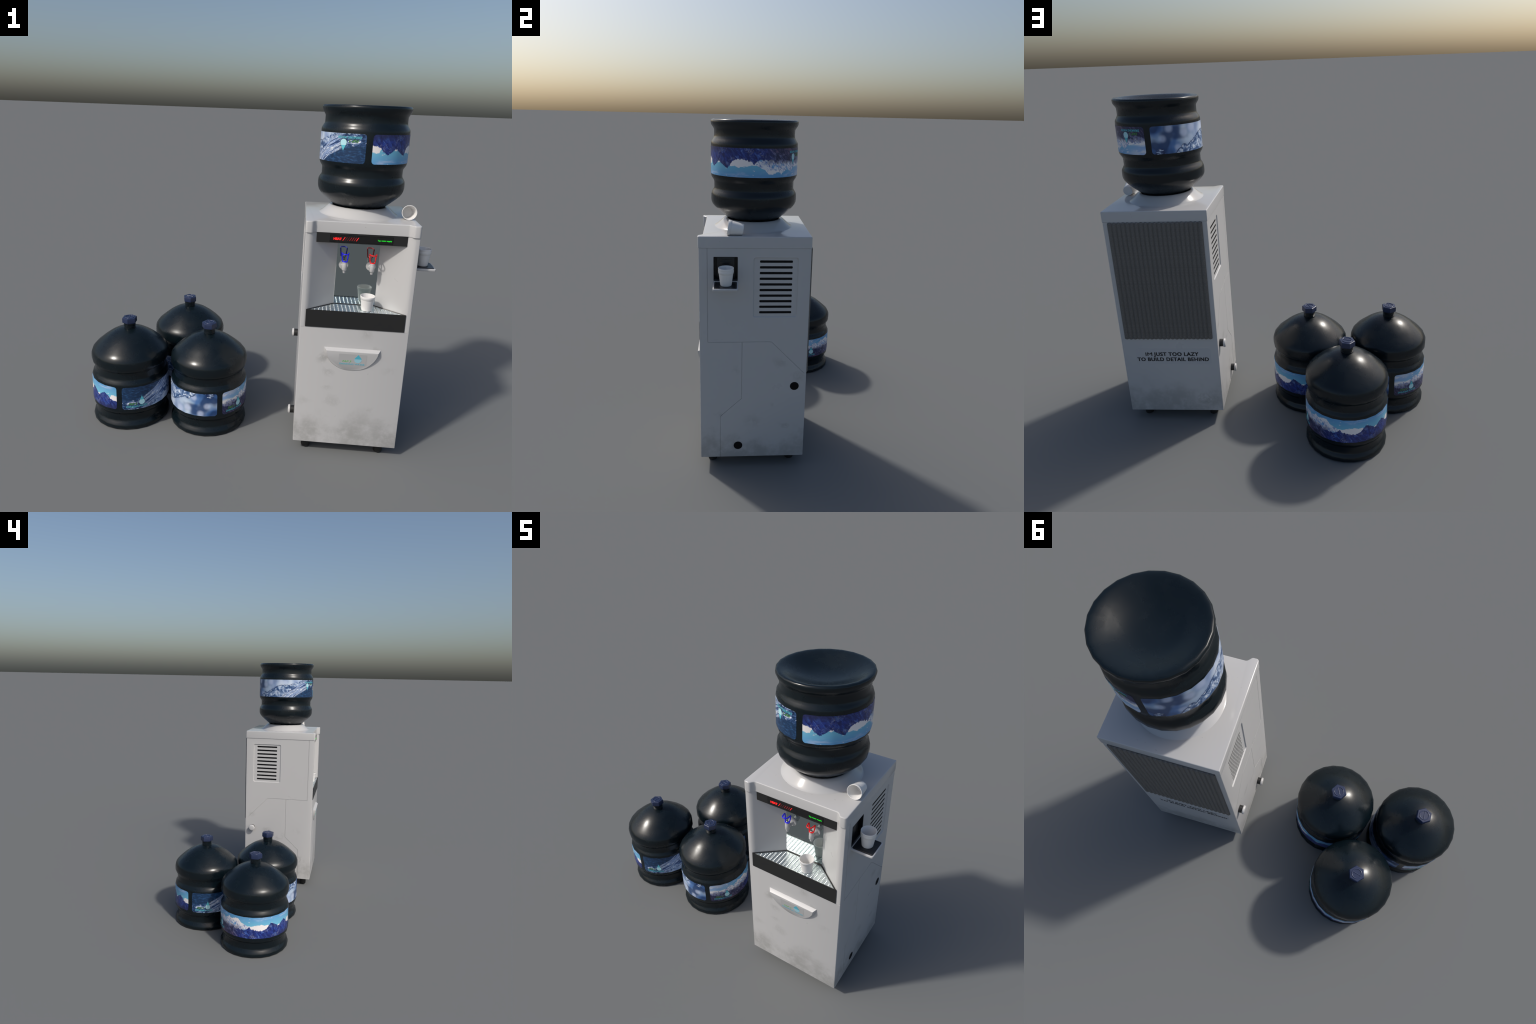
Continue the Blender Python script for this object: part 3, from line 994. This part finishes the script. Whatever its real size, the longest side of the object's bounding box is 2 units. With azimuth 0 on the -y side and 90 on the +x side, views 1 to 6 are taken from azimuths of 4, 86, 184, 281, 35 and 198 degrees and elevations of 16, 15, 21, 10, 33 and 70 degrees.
# taps
def tap(cx, lever_mat):
    cy = -0.4060
    fl = lathe_bm([(0.0, 0.0), (0.0262, 0.0), (0.0262, 0.004), (0.0245, 0.007), (0.0140, 0.0085), (0.0125, 0.014), (0.0115, 0.052)], 32)
    xform(fl, Matrix.Translation((cx, -0.3530, 1.1170)) @ Matrix.Rotation(pi / 2, 4, "X"))
    col = lathe_bm([(0.0, 1.0865), (0.0060, 1.0865), (0.0072, 1.0880), (0.0072, 1.1000), (0.0115, 1.1015), (0.0132, 1.1040), (0.0132, 1.1390), (0.0128, 1.1400), (0.0132, 1.1410), (0.0132, 1.1475), (0.0118, 1.1495), (0.0, 1.1495)], 32)
    xform(col, Matrix.Translation((cx, cy, 0)))
    neck = box_bm(cx - 0.009, cx + 0.009, cy, -0.357, 1.108, 1.126, 0.004, 3)
    t = dl(merge(fl, col, neck), "tap", M_WHITE, angle=40)
    pin = lathe_bm([(0.0065, 1.1490), (0.0065, 1.1545), (0.0050, 1.1560), (0.0, 1.1560)], 20)
    xform(pin, Matrix.Translation((cx, cy, 0)))
    dl(pin, "tap_pin", M_CHROME, t)
    w, ztop = 0.0175, 1.1970
    # closed wire: ring around the pin, two rising arms, bowed thumb bar
    pts = [(cx - 0.0120, cy - 0.001, 1.1525), (cx - 0.0142, cy + 0.0030, 1.1650), (cx - 0.0162, cy + 0.0045, 1.1810), (cx - w, cy + 0.0050, ztop - 0.0035),
           (cx - w - 0.0005, cy + 0.0005, ztop + 0.0010), (cx - w + 0.0010, cy - 0.0130, ztop + 0.0010), (cx - 0.0125, cy - 0.0275, ztop + 0.0010), (cx, cy - 0.0335, ztop + 0.0010),
           (cx + 0.0125, cy - 0.0275, ztop + 0.0010), (cx + w - 0.0010, cy - 0.0130, ztop + 0.0010), (cx + w + 0.0005, cy + 0.0005, ztop + 0.0010), (cx + w, cy + 0.0050, ztop - 0.0035),
           (cx + 0.0162, cy + 0.0045, 1.1810), (cx + 0.0142, cy + 0.0030, 1.1650), (cx + 0.0120, cy - 0.001, 1.1525), (cx + 0.0085, cy - 0.0075, 1.1505), (cx, cy - 0.0100, 1.1500), (cx - 0.0085, cy - 0.0075, 1.1505)]
    dl(tube_bm(pts, 0.0033, 10, True), "tap_lever", lever_mat, t, 80)


tap(0.5108, M_BLUE)
tap(0.6580, M_RED)

# door handle: D-shaped scoop ----------------------------------------
HC, HA, HZ, HB = 0.5850, 0.1545, 0.6755, 0.1340


def dcurve(c, a, z, b, k=26):
    pts = []
    for i in range(k + 1):
        th = pi * i / k
        x = cos(th)
        s = max(0.0, sin(th)) ** 1.22
        pts.append((c + a * (abs(x) ** 0.90) * (1 if x > 0 else -1), z - b * s))
    return pts


outer = dcurve(HC, HA, HZ, HB)
innr = dcurve(HC, 0.1405, 0.6640, 0.1205)
bm = bmesh.new()
ybase, yr, yl = YF + 0.002, -0.4932, -0.4742
zi_lo, zi_hi = min(p[1] for p in innr), 0.6640
Ob = [bm.verts.new((x, ybase, z)) for x, z in outer]
Of = [bm.verts.new((x, YF - 0.0006, z)) for x, z in outer]
In = [bm.verts.new((x, yr + (zi_hi - z) / (zi_hi - zi_lo) * (yl - yr), z)) for x, z in innr]
k = len(Ob)
for i in range(k - 1):
    bm.faces.new((Ob[i], Ob[i + 1], Of[i + 1], Of[i]))
    bm.faces.new((Of[i], Of[i + 1], In[i + 1], In[i]))
bm.faces.new((Of[0], In[0], In[-1], Of[-1]))
bm.faces.new((Ob[0], Of[0], Of[-1], Ob[-1]))
bm.faces.new(In)
bm.faces.new(Ob[::-1])
ridge = [e for e in bm.edges if set(e.verts) <= set(In) and len(e.link_faces) == 2]
bmesh.ops.bevel(bm, geom=ridge, offset=0.0016, segments=2, affect="EDGES", profile=0.5)
H = dl(bm, "handle", M_HANDLE, angle=28)


def on_handle(a, b, h):
    y = yr + (zi_hi - b) / (zi_hi - zi_lo) * (yl - yr)
    return Vector((a - OX, y - h - OY, b))


plate("badge", rrect(0.5900, 0.6150, 0.1520, 0.0720, 0.004, 3), on_handle, M_HSTICK, H, 0.0005)
hd = drop_outline(0.6195, 0.5955, 0.6490, 0.0400)
plate("drop_upper", clip_below(hd, 0.6200, False), on_handle, M_HTEAL, H, 0.0004, 0.0006)
plate("drop_lower", clip_below(hd, 0.6200, True), on_handle, M_HPALE, H, 0.0004, 0.0006)
letters("lettering", "FAP 3", 0.5345, 0.5835, 0.5975, 0.6090, on_handle, M_HGREEN, H, 0.0004, 0.004, 0.35, 0.0006)
letters("lettering", "DRINKING WATER", 0.5205, 0.6585, 0.5815, 0.5910, on_handle, M_HTEAL, H, 0.0004, 0.012, 0.0, 0.0006)

# side knobs and the open ports opposite -------------------------------
stem = lathe_bm([(0.0, 0.0), (0.0235, 0.0), (0.0235, 0.0055), (0.0228, 0.006), (0.0228, 0.0085), (0.0235, 0.009), (0.0235, 0.0145), (0.0228, 0.015), (0.0228, 0.0175), (0.0235, 0.018), (0.0235, 0.0250), (0.0, 0.0250)], 28)
stem_me = to_mesh(stem, "knob_stem", 40)
knob = lathe_bm([(0.0, 0.0240), (0.0255, 0.0240), (0.0270, 0.0255), (0.0272, 0.0300), (0.0255, 0.0345), (0.0220, 0.0370), (0.0120, 0.0380), (0.0, 0.0382)], 28)
knob_me = to_mesh(knob, "knob", 50)
port_me = to_mesh(lathe_bm([(0.0, -0.003), (0.0250, -0.003), (0.0250, 0.0006), (0.0, 0.0006)], 32), "drain_port", 40)
for py, pz in ((0.0538, 0.5175), (-0.2600, 0.1415)):
    kn = link("knob", knob_me, D, [M_WHITE], loc=(X0 - OX, py - OY, pz), rot=(0, -pi / 2, 0))
    link("knob_stem", stem_me, kn, [M_BLACK])
    link("drain_port", port_me, D, [M_HOLE], loc=(X1 - OX, py - OY, pz), rot=(0, pi / 2, 0))

# feet
foot_me = to_mesh(lathe_bm([(0.0, 0.0), (0.021, 0.0), (0.0245, 0.003), (0.0262, 0.010), (0.0262, 0.0680), (0.0, 0.0680)], 24), "foot", 40)
for fx in (0.3680, 0.7930):
    for fy in (-0.4080, 0.0450):
        link("foot", foot_me, D, [M_RUBBER], loc=(fx - OX, fy - OY, 0))

# rear condenser grill --------------------------------------------------
GX0, GX1, GZ0, GZ1 = 0.3180, 0.8505, 0.5800, 1.3145
G = dl(box_bm(GX0 + 0.0005, GX1 - 0.0005, YB - 0.0005, YB + 0.0070, GZ0 + 0.006, GZ1 - 0.004), "grill", M_GRILL)
NR = 21
pit = (GX1 - GX0) / NR
rr = pit * 0.505
bm = bmesh.new()
prof = []
cap_n = 5
hh = GZ1 - GZ0
rings = []
zs = [(rr * (1 - cos(pi / 2 * i / cap_n)), sin(pi / 2 * i / cap_n)) for i in range(cap_n + 1)]
levels = [(GZ0 + d, s) for d, s in zs] + [(GZ1 - d, s) for d, s in reversed(zs)]
for z, s in levels:
    rings.append([bm.verts.new((rr * max(s, 0.02) * cos(pi * j / 10), 0.0095 * max(s, 0.02) * sin(pi * j / 10), z)) for j in range(11)])
for A, B in zip(rings, rings[1:]):
    for j in range(10):
        bm.faces.new((A[j], A[j + 1], B[j + 1], B[j]))
bm.faces.new(rings[0])
bm.faces.new(rings[-1])
for A, B in zip(rings, rings[1:]):
    bm.faces.new((A[10], A[0], B[0], B[10]))
ridge_me = to_mesh(bm, "grill_ridge", 50)
for i in range(NR):
    link("grill_ridge", ridge_me, G, [M_GRILL], loc=(GX0 + (i + 0.5) * pit - OX, YB + 0.0025 - OY, random.uniform(-0.0008, 0.0008)))


def rear(a, b, h):
    return Vector((-a - OX, YB + h - OY, b))


plate("notice", rrect(-0.5697, 0.4595, 0.4600, 0.1070, 0.010, 4), rear, M_STICK, D, 0.0005)
letters("lettering", "IM", -0.7400, -0.6995, 0.4640, 0.4880, rear, M_LETTER, D, 0.0004, 0.0, 0.0, 0.0006, bold=0.0006)
letters("lettering", "JUST TOO LAZY", -0.6885, -0.4152, 0.4640, 0.4880, rear, M_LETTER, D, 0.0004, 0.004, 0.0, 0.0006, bold=0.0013, spacing=1.1)
letters("lettering", "TO BUILD DETAIL BEHIND", -0.7935, -0.3540, 0.4280, 0.4520, rear, M_LETTER, D, 0.0004, 0.004, 0.0, 0.0006, bold=0.0013, spacing=1.1)

# --------------------------------------------------------------------- cups
CUP = [(0.0, 0.0008), (0.0255, 0.0008), (0.0278, 0.0), (0.0292, 0.0018), (0.0298, 0.0060), (0.0368, 0.0620), (0.0372, 0.0638), (0.0387, 0.0652), (0.0404, 0.0790), (0.0398, 0.0815),
       (0.0386, 0.0820), (0.0374, 0.0812), (0.0365, 0.0700), (0.0352, 0.0610), (0.0282, 0.0080), (0.0272, 0.0045), (0.0, 0.0040)]
cup_me = to_mesh(lathe_bm(CUP, 30), "cup_wall", 50)


def cup(loc, rot, label):
    e = thing("foam_cup", loc, label, "foam cup", rot)
    link("cup_wall", cup_me, e, [M_CUP])
    return e


cup((0.6470, -0.4290, 0.8907), (0, 0, 0.3), "small white foam cup standing on the drip tray")
cup((0.9365, -0.3290, 1.1333), (0, 0, 0.0), "white foam cup standing on the side shelf")
cup((0.9365, -0.3290, 1.1333 + 0.0125), (0.008, 0.004, 1.0), "white foam cup nested in another cup")
tilt = atan2(0.0402 - 0.0298, 0.0735)
cup((0.8410, -0.2400, 1.3770 + 0.0292), (pi / 2 - tilt, 0.0, radians(-1)), "white foam cup lying on its side")
